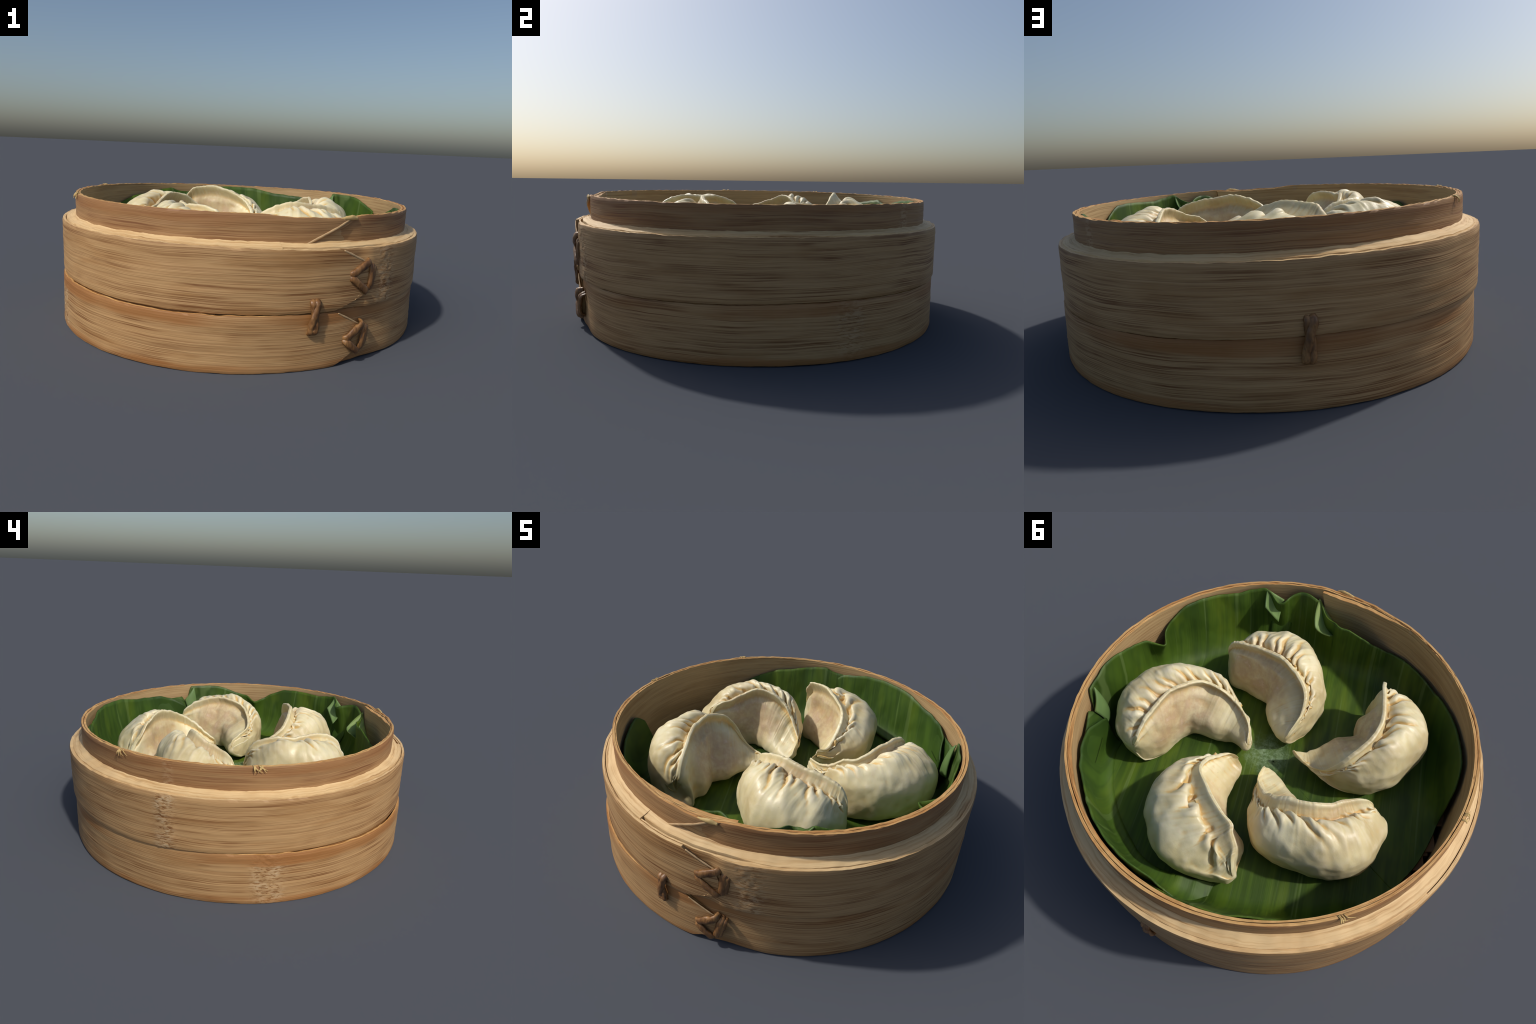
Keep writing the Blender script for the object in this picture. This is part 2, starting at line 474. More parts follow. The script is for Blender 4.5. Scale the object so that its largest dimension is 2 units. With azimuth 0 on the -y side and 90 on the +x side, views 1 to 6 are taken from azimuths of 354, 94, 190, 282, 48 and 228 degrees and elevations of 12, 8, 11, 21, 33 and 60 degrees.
# ---- pale packing ring between the outer band and the inner ring
def full_end(z):
    return LAP - 84.0
strip('packing_ring', mat_shelf, mat_shelf, -120, full_end,
      lambda d: ring_table(UPPER_R, d) - 0.018 + under_lap(d, 0.018, -58, -46) * (1 if d < 180 else 0), lambda d: ring_table(INNER_R, d) - 0.012,
      lambda d: 0.40, lambda d: shelf_z(d) + 0.004, n_u=420, n_z=6, relief=0.0, edge_r=0.003, top_slope=0.020,
      rough_edge=0.002, seed=3.0)

# ---- hidden backing hoop that closes the joint between the two bands
strip('backing_hoop', mat_lower, mat_rim, -100, lambda z: LAP - 100.0,
      lambda d: min(ring_table(UPPER_R, d), ring_table(LOWER_R, d)) - 0.010 + under_lap(d, 0.016, -60, -44) * (1 if d < 180 else 0) - 0.004, lambda d: 0.93,
      lambda d: 0.22, lambda d: 0.30, n_u=300, n_z=6, relief=0.0, seed=6.0)

# ---- inner ring: outer layer whose slanted end stands proud, and a liner
def inner_end(z):
    return LAP + interp([(0.45, -89), (0.534, -78), (0.654, -62.5), (0.70, -57)], z, False)
def inner_out(th):
    return ring_table(INNER_R, th) + under_lap(th, 0.0145, -66, -58)
def inner_in(th):
    return ring_table(INNER_R, th) - 0.014
strip('inner_ring', mat_inner, mat_rim, -102, inner_end, inner_out, lambda d: min(inner_in(d), inner_out(d) - 0.005),
      lambda d: 0.49, rim_z, n_z=18, node_az=[(174, 1.5, 0.0015)], rough_edge=0.0022, edge_r=0.003, seed=4.0)
strip('ring_liner', mat_liner, mat_rim, -20, lambda z: LAP - 20.0,
      lambda d: ring_table(INNER_R, d) - 0.0135, lambda d: min(0.897, ring_table(INNER_R, d) - 0.021),
      lambda d: 0.20, lambda d: rim_z(d) - 0.001, n_z=10, rough_edge=0.0022, edge_r=0.003, seed=5.0)

# the liner overlaps itself on the inside
strip('liner_lap', mat_liner, mat_rim, -93, lambda z: -57.5 + (z - 0.55) * 12, lambda d: 0.8955, lambda d: interp([(-93, 0.892), (-77, 0.871), (-62, 0.869), (-57, 0.876)], d),
      lambda d: 0.34, lambda d: rim_z(d) - 0.004, n_u=60, n_z=8, rough_edge=0.002, edge_r=0.003, seed=7.0)

# ---- base of slats on two cross bars
def box(name, cx, cy, cz, lx, ly, lz, rotz, mat, parent, bev=0.004):
    v = []
    for sx in (-1, 1):
        for sy in (-1, 1):
            for sz in (-1, 1):
                x, y = sx * lx / 2, sy * ly / 2
                v.append((cx + x * math.cos(rotz) - y * math.sin(rotz), cy + x * math.sin(rotz) + y * math.cos(rotz), cz + sz * lz / 2))
    f = [(0, 1, 3, 2), (4, 6, 7, 5), (0, 4, 5, 1), (2, 3, 7, 6), (0, 2, 6, 4), (1, 5, 7, 3)]
    ob = mesh_object(name, v, f, mat, parent, smooth=False)
    b = ob.modifiers.new('bevel', 'BEVEL'); b.width = bev; b.segments = 2
    return ob

floor_group = empty('slatted_floor')
set_parent(floor_group, steamer)
rot = rad(-40)
N_SLAT = 26
for i in range(N_SLAT):
    d = -0.86 + 1.72 * (i + 0.5) / N_SLAT
    ln = 2 * math.sqrt(max(0.02, 0.893 ** 2 - (abs(d) + 0.005) ** 2))
    box('floor_slat', -d * math.sin(rot), d * math.cos(rot), 0.258 + random.uniform(-0.002, 0.002), ln, 0.058, 0.012, rot, mat_slat, floor_group)
for d in (-0.45, 0.0, 0.45):
    ln = 2 * math.sqrt(0.888 ** 2 - (abs(d) + 0.02) ** 2)
    box('floor_crossbar', d * math.cos(rot), d * math.sin(rot), 0.229, ln, 0.05, 0.04, rot + math.pi / 2, mat_slat, floor_group)

# ---- rattan lashings, fibre tufts, pegs
def cyl(az, r, z):
    return np.array([r * math.cos(rad(az)), r * math.sin(rad(az)), z])

def tube(name, pts, radii, mat, parent, flat=1.0, seg=10, sub=8, twist=0.0, dents=0.0):
    """swept tube through control points; `flat` squeezes it against the basket wall"""
    pts = np.array(pts, float)
    n = (len(pts) - 1) * sub + 1
    ts = np.linspace(0, len(pts) - 1, n)
    C = catmull(pts, ts)
    Rr = np.interp(ts, range(len(pts)), radii)
    verts, faces = [], []
    for i in range(n):
        t = C[min(i + 1, n - 1)] - C[max(i - 1, 0)]
        t /= np.linalg.norm(t)
        out = np.array([C[i][0], C[i][1], 0.0]); out /= np.linalg.norm(out)
        side = np.cross(t, out); side /= np.linalg.norm(side) + 1e-9
        nrm = np.cross(side, t)
        for k in range(seg):
            a = TAU * k / seg + twist * i / n
            rr = Rr[i] * (1 + dents * fbm(C[i][0] * 40 + k, C[i][1] * 40, C[i][2] * 40))
            verts.append(C[i] + rr * (side * math.cos(a) + nrm * math.sin(a) * flat))
    for i in range(n - 1):
        for k in range(seg):
            k2 = (k + 1) % seg
            faces.append((i * seg + k, i * seg + k2, (i + 1) * seg + k2, (i + 1) * seg + k))
    faces.append(tuple(reversed(range(seg))))
    faces.append(tuple((n - 1) * seg + k for k in range(seg)))
    return mesh_object(name, verts, faces, mat, parent)

def triangle_lashing(A, B, C):
    g = empty('triangle_lashing'); set_parent(g, steamer)
    def arc(P, Q, lift, r0, r1):
        out = []
        for t in (0, 0.12, 0.5, 0.88, 1):
            az = P[0] + (Q[0] - P[0]) * t; z = P[1] + (Q[1] - P[1]) * t
            out.append(cyl(az, r0 + (r1 - r0) * t + lift * math.sin(math.pi * t) ** 0.6 - (0.02 if t in (0, 1) else 0), z))
        return out
    w = [0.011, 0.0165, 0.0170, 0.0160, 0.011]
    tube('cane_strand', arc(A, B, 0.007, 0.988, 0.989), [x * 1.12 for x in w], mat_rattan, g, 0.55, dents=0.28)
    tube('cane_strand', arc(A, C, 0.007, 0.988, 0.990), w, mat_rattan, g, 0.55, dents=0.18)
    B2, C2 = (B[0] + 1.0, B[1] - 0.012), (C[0] + 0.3, C[1] + 0.006)
    tube('cane_strand', arc(B2, C2, 0.009, 0.982, 0.983), w, mat_rattan, g, 0.55, dents=0.28)
    tube('cane_strand', arc((B[0] + 1.9, B[1] - 0.02), (C[0] + 1.2, C[1] + 0.012), 0.008, 0.982, 0.982), [x * 0.8 for x in w], mat_rattan, g, 0.5, dents=0.28)
    hole = tube('cane_hole', [cyl(A[0] - 1.0, 0.985, A[1] - 0.004), cyl(A[0] - 1.0, 0.9945, A[1] - 0.004)], [0.009, 0.009], mat_hole, g)
    return g

triangle_lashing((-65.3, 0.411), (-58.4, 0.474), (-58.6, 0.324))
triangle_lashing((-65.6, 0.117), (-59.3, 0.192), (-60.4, 0.046))

def stitch(az, z_top, z_bot, lift=0.010):
    """upright stitch of two twisted cane strands across the seam"""
    g = empty('upright_stitch'); set_parent(g, steamer)
    for s, w in ((1, 0.0165), (-1, 0.0150)):
        pts, rr = [], []
        for t in (0, 0.08, 0.25, 0.45, 0.62, 0.8, 0.93, 1):
            swing = s * 0.62 * math.cos(math.pi * 1.25 * t)
            edge = 0.025 if t in (0, 1) else 0.0
            pts.append(cyl(az + swing - 0.8 * t * 0.6, 0.995 + lift * math.sin(math.pi * t) ** 0.5 * (1.0 + 0.35 * s * math.sin(math.pi * 1.25 * t)) - edge,
                           z_top + (z_bot - z_top) * t))
            rr.append(w * (0.8 if t in (0, 1) else 1))
        tube('cane_strand', pts, rr, mat_rattan, g, 0.65, dents=0.28)
    return g

def pale_edge_strip(p, q, table, lift, w=0.006):
    """pale, slightly raised thin strip along a slanted strip end"""
    pts = [cyl(p[0] + (q[0] - p[0]) * t, ring_table(table, p[0] + (q[0] - p[0]) * t) + lift, p[1] + (q[1] - p[1]) * t) for t in (0, 0.25, 0.5, 0.75, 1)]
    return tube('pale_edge_strip', pts, [w * 0.6, w, w * 0.9, w, w * 0.7], mat_pale_edge, steamer, 0.6, dents=0.25)
pale_edge_strip((-78.5, 0.530), (-62.3, 0.656), INNER_R, 0.000, 0.0055)
pale_edge_strip((-67.6, 0.527), (-60.0, 0.468), UPPER_R, -0.003, 0.0055)
pale_edge_strip((-67.8, 0.246), (-60.3, 0.178), LOWER_R, -0.002, 0.0045)

stitch(-75.2, 0.322, 0.165)
stitch(108.3, 0.345, 0.170)

def tuft(az, z, n, ln, seed, spread=1.0):
    """frayed fibres hanging over the rim"""
    rnd = random.Random(seed)
    g = empty('frayed_fibres'); set_parent(g, steamer)
    for _ in range(n):
        a0 = az + rnd.uniform(-1.2, 1.2) * spread
        sweep = rnd.uniform(-0.5, 1.6) * spread
        l = ln * rnd.uniform(0.5, 1.0)
        rr = ring_table(INNER_R, az); r1 = rr + rnd.uniform(0.004, 0.014)
        pts = [cyl(a0 - 0.4, rr - 0.012, z + 0.001), cyl(a0, rr + 0.001, z + rnd.uniform(0.0, 0.003)),
               cyl(a0 + 0.5 * sweep, r1, z - 0.35 * l), cyl(a0 + 1.5 * sweep, r1 + rnd.uniform(-0.002, 0.006), z - l)]
        tube('fibre', pts, [0.003, 0.004, 0.003, 0.001], mat_fibre, g, 0.6, seg=6, sub=5)

tube('rim_splinter', [cyl(-66.5, 0.918, rim_z(-66) - 0.006), cyl(-64.5, 0.921, rim_z(-64) - 0.001), cyl(-62.5, 0.922, rim_z(-62) + 0.001), cyl(-60.6, 0.924, rim_z(-61) - 0.004)],
     [0.006, 0.010, 0.011, 0.007], mat_fibre, steamer, 0.7, dents=0.35)
tuft(-160.2, rim_z(-160), 8, 0.030, 1, 1.3)
tuft(157.0, rim_z(157), 6, 0.03, 2, 1.0)

for az, z, m in ((-125.6, 0.477, mat_hole), (-125.2, 0.07, mat_peg)):
    tube('bamboo_peg', [cyl(az, 0.97, z), cyl(az, 0.9915, z)], [0.011, 0.010], m, steamer, seg=12)

# ================================================================== BANANA LEAVES
FLOOR = 0.285

def table_smooth(table, degs, passes):
    v = np.array([interp(table, d, False) for d in degs])
    for _ in range(passes):
        v[1:-1] = 0.25 * v[:-2] + 0.5 * v[1:-1] + 0.25 * v[2:]
    return v

def leaf_sheet(name, label, mat, a, b, edge, top_r, base_r, inner_r, lift, mid_r=None, thick=0.007, step=0.5, n_t=40, passes=3, seed=0.0, full=False):
    """leaf laid on the slats and bent up the wall. edge: height of the leaf edge by azimuth;
    top_r: radius at the edge (folds dip inwards); base_r: radius of the bend; inner_r: where the sheet starts"""
    degs = np.arange(a, b + 1e-6, step)
    E, RT, RB, RI, RM = (table_smooth(t, degs, passes) for t in (edge, top_r, base_r, inner_r, mid_r or top_r))
    verts, faces = [], []
    for d, e, rt, rb, ri, rm in zip(degs, E, RT, RB, RI, RM):
        c, s = math.cos(rad(d)), math.sin(rad(d))
        lift_d = interp(lift, d) if isinstance(lift, list) else lift
        e += 0.004 * fbm(c * 12 + seed, s * 12, 0)
        rho = 0.11
        f = FLOOR + lift_d
        for k in range(n_t + 1):
            t = k / n_t
            q = 0.5
            rs = max(ri, min(rb - rho, rb))
            if t < q:
                u = t / q
                r = ri + (rs - ri) * u
                z = f
            else:
                u = (t - q) / (1 - q)
                p0, p1 = np.array([rs, f]), np.array([rb, f])
                p3 = np.array([rt, max(e, f)])
                p2 = np.array([rb + (rm - rb) * 0.6, f + (p3[1] - f) * 0.5])
                r, z = (1 - u) ** 3 * p0 + 3 * u * (1 - u) ** 2 * p1 + 3 * u * u * (1 - u) * p2 + u ** 3 * p3
            z += 0.006 * fbm(r * c * 3 + seed, r * s * 3, 2.0)
            r += 0.004 * fbm(c * 6, s * 6 + seed, z * 7) * smoothstep(0.3, 0.8, r)
            r -= 0.016 * max(0.0, fbm(c * 4 + seed, s * 4, z * 2.5) + 0.1) * float(smoothstep(0.34, 0.46, z))
            verts.append((r * c, r * s, z))
    m = n_t + 1
    for i in range(len(degs) - 1):
        for k in range(n_t):
            faces.append((i * m + k, (i + 1) * m + k, (i + 1) * m + k + 1, i * m + k + 1))
    ob = mesh_object(name, verts, faces, mat)
    sol = ob.modifiers.new('thickness', 'SOLIDIFY')
    sol.thickness = thick; sol.offset = -1
    ob['label'] = label
    ob['category'] = 'leaf'
    return ob

WALL = 0.889
edge_main = [(-180, 0.29), (-153, 0.29), (-147, 0.50), (-140, 0.575), (-133, 0.565), (-122, 0.545), (-111, 0.52), (-98, 0.495), (-85, 0.475),
             (-78, 0.515), (-70, 0.565), (-64, 0.58), (-60, 0.57), (-58, 0.57), (-56, 0.60), (-52, 0.635), (-48, 0.637), (-44, 0.62),
             (-41, 0.60), (-39, 0.615), (-36, 0.652), (-27, 0.63), (-19, 0.63), (-7, 0.635), (0, 0.592), (3, 0.56), (6, 0.545),
             (8, 0.545), (11, 0.570), (17, 0.585), (22, 0.62), (27, 0.64), (36, 0.645), (40, 0.645), (42, 0.52), (45, 0.42), (60, 0.40), (98, 0.42),
             (106, 0.56), (110, 0.60), (113, 0.605), (117, 0.605), (121, 0.63), (128, 0.615), (135, 0.60), (142, 0.59), (148, 0.56), (152, 0.545),
             (156, 0.52), (161, 0.46), (166, 0.36), (171, 0.29), (181, 0.29)]
top_main = [(-180, 0.865), (-158, 0.865), (-150, 0.872), (-125, 0.876), (-98, 0.874), (-86, 0.865), (-80, 0.825), (-74, 0.785), (-66, 0.76), (-60, 0.80), (-56, 0.878), (-48, 0.880),
            (-45, 0.86), (-42.5, 0.815), (-40, 0.815), (-38, 0.86), (-35, 0.876), (-25, WALL), (-4, WALL), (3, 0.880), (5.5, 0.84), (7, 0.805), (8.5, 0.83), (11, 0.872),
            (16, WALL), (150, WALL), (158, 0.865), (181, 0.865)]
mid_main = [(-181, 0.86), (-150, 0.865), (-125, 0.868), (-98, 0.866), (-86, 0.86), (-78, 0.81), (-66, 0.785), (-60, 0.83), (-52, 0.886), (-20, 0.882), (0, 0.891), (110, 0.891), (120, 0.85), (143, 0.84), (152, 0.85), (160, 0.84), (170, 0.86), (181, 0.86)]
base_main = [(-181, 0.86), (-150, 0.85), (-125, 0.825), (-98, 0.83), (-86, 0.825), (-76, 0.79), (-66, 0.78), (-58, 0.83), (-52, 0.872), (-30, 0.864), (-12, 0.866), (2, 0.884), (80, 0.884), (110, 0.87), (120, 0.82), (145, 0.83), (154, 0.85), (181, 0.86)]
zero = [(-181, 0.004), (181, 0.004)]
leaf_sheet('banana_leaf', 'large green banana leaf lining the basket floor and wall', mat_leaf, -180, 180, edge_main, top_main, base_main, zero, 0.0, mid_main,
           step=0.4, n_t=56)

edge_side = [(43, 0.50), (45, 0.53), (50, 0.567), (56, 0.594), (63, 0.6), (69, 0.607), (75, 0.625), (81, 0.635), (94, 0.645), (103, 0.636),
             (108, 0.622), (113, 0.605), (116, 0.56), (119, 0.53)]
leaf_sheet('banana_leaf', 'narrow banana leaf strip bent up along the basket wall', mat_leaf2, 43, 119, edge_side,
           [(43, 0.835), (47, 0.845), (52, 0.872), (60, 0.885), (119, 0.885)],
           [(43, 0.83), (50, 0.87), (119, 0.872)],
           [(43, 0.80), (48, 0.815), (64, 0.81), (76, 0.80), (92, 0.80), (100, 0.79), (108, 0.755), (118, 0.70)],
           [(43, 0.012), (70, 0.015), (85, 0.03), (100, 0.065), (108, 0.075), (113, 0.05), (119, 0.012)], seed=3.0)

# ---- loose flaps: pale undersides of folds, small scraps at the wall
def patch(name, label, corners, mat, sag=(0, 0, 0), n=10, thick=0.006, lobes=0.0):
    """bent four-cornered piece of leaf (bilinear sheet with a bulge and a wavy edge)"""
    A, B, C, D = [np.array(p, float) for p in corners]
    sag = np.array(sag, float)
    verts, faces = [], []
    for i in range(n + 1):
        for j in range(n + 1):
            u, v = i / n, j / n
            p = (1 - u) * (1 - v) * A + u * (1 - v) * B + u * v * C + (1 - u) * v * D
            p = p + sag * 4 * (u * (1 - u) + v * (1 - v)) * 0.5
            p[2] += lobes * math.sin(u * 9) * v
            verts.append(p)
    for i in range(n):
        for j in range(n):
            a = i * (n + 1) + j
            faces.append((a, a + n + 1, a + n + 2, a + 1))
    ob = mesh_object(name, verts, faces, mat)
    s = ob.modifiers.new('thickness', 'SOLIDIFY'); s.thickness = thick; s.offset = 0
    ob['label'] = label
    ob['category'] = 'leaf'
    return ob

patch('leaf_flap', 'pale folded leaf flap standing at the wall', [(0.505, -0.722, 0.614), (0.424, -0.628, 0.518), (0.335, -0.660, 0.505), (0.36, -0.80, 0.42)], mat_under, (0.01, 0.02, -0.01))
patch('leaf_flap', 'pale leaf fold showing its underside', [cyl(38.5, 0.872, 0.64), cyl(43.5, 0.868, 0.55), cyl(42, 0.84, 0.43), cyl(37, 0.86, 0.45)], mat_under, (-0.012, -0.012, 0))
patch('leaf_flap', 'green leaf pleat standing inside the basket', [cyl(-36.2, 0.868, 0.652), (0.658, -0.466, 0.580), cyl(-40.5, 0.80, 0.48), cyl(-42.5, 0.862, 0.585)], mat_under, (0.012, -0.004, -0.01))
for az, r, z, w, h in ((-52, 0.868, 0.0, 6, 0.0), ):
    pass
patch('leaf_flap', 'green leaf end curling away from the wall', [cyl(44.5, 0.887, 0.570), cyl(39.5, 0.850, 0.45), cyl(60, 0.872, 0.42), cyl(62, 0.886, 0.57)], mat_leaf2, (-0.004, -0.004, 0))
patch('leaf_scrap', 'small torn scrap of green leaf', [cyl(-44, 0.80, 0.30), cyl(-37, 0.82, 0.30), cyl(-38, 0.872, 0.47), cyl(-46, 0.872, 0.45)], mat_leaf2, (0, 0, 0.01), lobes=0.012)
patch('leaf_scrap', 'small torn scrap of green leaf', [cyl(136, 0.80, 0.30), cyl(147, 0.80, 0.30), cyl(147, 0.872, 0.36), cyl(136, 0.872, 0.40)], mat_leaf2, (0, 0, 0.008), lobes=0.008)

# midrib lines of the leaf
def rib(pts, w):
    P = [np.array([x, y, FLOOR + 0.004]) for x, y in pts]
    return tube('leaf_vein', P, [w * 0.5] + [w] * (len(P) - 2) + [w * 0.4], mat_under, None, 0.5, seg=6, sub=8)

# ================================================================== DUMPLINGS
def dumpling(name, label, ridge, belly, base, origin, shoulder, pleats=13, pleat_amp=0.0155, seed=0.0, low=None, plump=0.46, shear=0.9, fin_h=0.045, foot=0.020, bulge=0.0, hollow=0.0):
    """crescent dumpling lofted tip to tip. ridge: crimped seam (x, y, z);
    belly: widest line of the filled side (x, y); base: foot of the smooth concave side (x, y)"""
    Rg = np.array(ridge, float); n = len(Rg)
    O = np.array(belly, float); I = np.array(base, float)
    NS, NV = 240, 132
    ts = np.linspace(0, n - 1, NS)
    SHv = catmull(np.array(shoulder)[:, None], ts)[:, 0]
    R = catmull(Rg, ts); Ob = catmull(O, ts); Ib = catmull(I, ts)
    low = low or [(0, 0.365), (0.12, 0.325), (0.25, 0.30), (0.85, 0.30), (1, 0.33)]
    grid = np.zeros((NS, NV, 3))
    U = np.zeros((NS, NV)); V = np.zeros((NS, NV))
    vkeys = None
    for i in range(NS):
        s = i / (NS - 1)
        r, o, b = R[i].copy(), Ob[i], Ib[i]
        z0 = interp(low, s)
        hr = r[2] + 0.0045 * fbm(s * 30 + seed, seed, 0.3) + 0.003 * fbm(s * 9 + seed, 1.0, seed)
        W = o - r[:2]; D = b - r[:2]
        wl = np.linalg.norm(W) + 1e-6
        H = hr - z0
        sh = SHv[i]
        fin = fin_h * min(1, H / 0.3)
        t_f = min(0.010, 0.2 * wl + 0.003)
        wu = W / wl
        def P(w, z):
            return np.array([r[0] + W[0] * w, r[1] + W[1] * w, z])
        def Q(w, z):
            return np.array([r[0] + D[0] * w, r[1] + D[1] * w, z])
        zb = z0 + (plump - 0.30) * min(1.0, H / 0.33)
        foot_w = min(foot / wl, 0.26)
        hv = np.array([wu[0], wu[1], 0.0]) * hollow * math.sin(math.pi * s) ** 0.7 * min(1.0, wl / 0.2)
        keys = [
            np.array([r[0] + wu[0] * t_f, r[1] + wu[1] * t_f, hr - 0.002]),
            P(foot_w * 0.6, hr - fin * 0.52),
            P(foot_w + 0.06, hr - fin),
            P(max(0.30, foot_w + 0.15), hr - 0.034 + sh * 0.6),
            P(0.55, hr - 0.04 + sh - 0.02 * H),
            P(0.82, hr - 0.04 + sh * 0.9 - 0.14 * H),
            P(0.985, zb + 0.10 * H + sh * 0.35),
            P(1.0, zb - 0.12 * H),
            P(0.93, z0 + 0.12 * H),
            P(0.72, z0 + 0.005),
            P(0.35, z0 - 0.004),
            Q(0.5, z0 - 0.004),
            Q(0.92, z0 + 0.004),
            Q(1.08, z0 + 0.13 * H),
            Q(1.0 + 0.05 * bulge, z0 + 0.31 * H) + hv * 0.4,
            Q(0.62 + 0.18 * bulge, z0 + 0.53 * H) + hv,
            Q(0.22 + 0.08 * bulge, z0 + 0.75 * H) + hv * 0.8,
            np.array([r[0] + wu[0] * min(foot, 0.3 * wl) * 0.35, r[1] + wu[1] * min(foot, 0.3 * wl) * 0.35, hr - fin * 1.0]),
            np.array([r[0] - wu[0] * t_f * 0.8, r[1] - wu[1] * t_f * 0.8, hr - 0.006]),
            np.array([r[0], r[1], hr + 0.002]),
        ]
        keys.append(keys[0])
        K = np.array(keys)
        # closed Catmull-Rom
        kk = np.vstack([K[-2], K, K[1]])
        m = len(K) - 1
        tv = np.linspace(0, m, NV, endpoint=False)
        j = np.floor(tv).astype(int); f = (tv - j)[:, None]
        p0, p1, p2, p3 = kk[j], kk[j + 1], kk[j + 2], kk[j + 3]
        grid[i] = 0.5 * (2 * p1 + (p2 - p0) * f + (2 * p0 - 5 * p1 + 4 * p2 - p3) * f * f + (3 * p1 - p0 - 3 * p2 + p3) * f ** 3)
        V[i] = tv; U[i] = s
    # blunt, rounded ends: pull the first and last rings to their middles
    for e, rng in ((0, range(0, 7)), (1, range(NS - 1, NS - 8, -1))):
        for q, i in enumerate(rng):
            k = math.sqrt(max(0.0, 1 - ((7 - q) / 7.0) ** 2)) if q else 0.25
            cen = grid[i].mean(axis=0)
            grid[i] = cen + (grid[i] - cen) * (0.25 + 0.75 * k)
    # surface normals of the loft
    du = np.gradient(grid, axis=0)
    dv = np.roll(grid, -1, axis=1) - np.roll(grid, 1, axis=1)
    N = np.cross(dv, du)
    N /= np.linalg.norm(N, axis=2)[..., None] + 1e-9
    cen = grid.mean(axis=(0, 1))
    if ((grid - grid.mean(axis=1, keepdims=True)) * N).sum() < 0:
        N = -N
    rnd = random.Random(int(seed * 10) + 3)
    cuts = [0.10]
    while cuts[-1] < 0.97:
        cuts.append(cuts[-1] + (0.86 / pleats) * rnd.uniform(0.5, 1.6))
    amps = [rnd.uniform(0.35, 1.4) for _ in cuts]
    lens = [rnd.uniform(3.6, 5.4) for _ in cuts]
    S = U - 0.040 * shear * (V - 2.0) + 0.006 * np.sin(V * 2.3 + U * 31 + seed)
    disp = np.zeros((NS, NV))
    for c, a, le in zip(cuts, amps, lens):
        x = (S - c) * pleats / 0.86
        # steep fold on one side, soft roll on the other
        val = -1.1 * np.exp(-(x / 0.15) ** 2) + 0.7 * np.exp(-((x - 0.38) / 0.26) ** 2)
        win = smoothstep(1.4, 2.3, V) * (1 - smoothstep(2.7, le, V))
        disp += a * val * win * pleat_amp
    ends = smoothstep(0.04, 0.14, U) * (1 - smoothstep(0.93, 0.99, U))
    disp *= ends
    for i in range(NS):
        for k in range(NV):
            x, y, z = grid[i, k]
            body = 1.0 if 1.8 < V[i, k] < 16 else 0.25
            disp[i, k] += body * (0.010 * fbm(x * 6 + seed, y * 6, z * 6, 2) + 0.005 * fbm(x * 14 + seed, y * 16, z * 16, 2))
    grid = grid + N * disp[..., None]
    verts = grid.reshape(-1, 3).tolist()
    faces, region = [], []
    for i in range(NS - 1):
        for k in range(NV):
            k2 = (k + 1) % NV
            faces.append((i * NV + k, i * NV + k2, (i + 1) * NV + k2, (i + 1) * NV + k))
            vv = V[i, k]
            region.append(1 if (vv < 1.4 or vv >= 17.0) else 0)
    faces.append(tuple(range(NV - 1, -1, -1))); region.append(0)
    faces.append(tuple((NS - 1) * NV + k for k in range(NV))); region.append(0)
    # whole-body normals, then split into body and crimped edge
    whole = bpy.data.meshes.new('whole')
    whole.from_pydata(verts, [], faces); whole.update()
    bm_flip = sum((np.array(whole.polygons[q].center) - np.array(cen)) @ np.array(whole.polygons[q].normal) for q in range(0, len(whole.polygons), 97)) < 0
    if bm_flip:
        faces = [tuple(reversed(f)) for f in faces]
        bpy.data.meshes.remove(whole)
        whole = bpy.data.meshes.new('whole')
        whole.from_pydata(verts, [], faces); whole.update()
    vn = np.zeros(len(verts) * 3)
    whole.vertices.foreach_get('normal', vn); vn = vn.reshape(-1, 3)
    bpy.data.meshes.remove(whole)
    root = empty(name, (0, 0, 0))
    root['label'] = label
    root['category'] = 'dumpling'
    for part, reg in (('dumpling_body', 0), ('crimped_edge', 1)):
        fs = [f for f, g in zip(faces, region) if g == reg]
        used = sorted({v for f in fs for v in f})
        mp = {v: q for q, v in enumerate(used)}
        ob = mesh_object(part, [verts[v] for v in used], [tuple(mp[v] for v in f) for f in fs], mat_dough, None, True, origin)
        ob.data.normals_split_custom_set_from_vertices([tuple(vn[v]) for v in used])
        set_parent(ob, root)
    return root


dumpling('dumpling', 'plump pleated crescent dumpling with upright crimped edge',
    ridge=[(.100, .085, .435), (.14, .045, .48), (.20, .022, .495), (.258, .015, .51), (.312, .025, .54), (.36, .055, .58), (.41, .085, .595), (.437, .14, .62),
           (.443, .212, .635), (.448, .278, .64), (.431, .357, .625), (.416, .43, .60), (.401, .485, .565), (.388, .528, .525)],
    belly=[(0.109, 0.063), (0.149, 0.031), (0.212, 0.002), (0.281, -0.015), (0.349, -0.031), (0.436, -0.042), (0.533, -0.010), (0.612, 0.059), (0.669, 0.146), (0.708, 0.244), (0.710, 0.333), (0.688, 0.421), (0.608, 0.517), (0.488, 0.574)],
    base=[(0.105, 0.101), (0.148, 0.094), (0.193, 0.099), (0.233, 0.111), (0.271, 0.154), (0.317, 0.186), (0.351, 0.214), (0.382, 0.239), (0.389, 0.284), (0.385, 0.334), (0.378, 0.384), (0.38, 0.435), (0.387, 0.482), (0.405, 0.532)],
    origin=(.40, .27, .48), shoulder=[-0.000, -0.002, -0.000, 0.007, 0.019, 0.032, 0.032, 0.030, 0.044, 0.032, 0.040, 0.049, 0.025, 0.002], plump=0.469, pleats=13, seed=1.3, bulge=1.5)

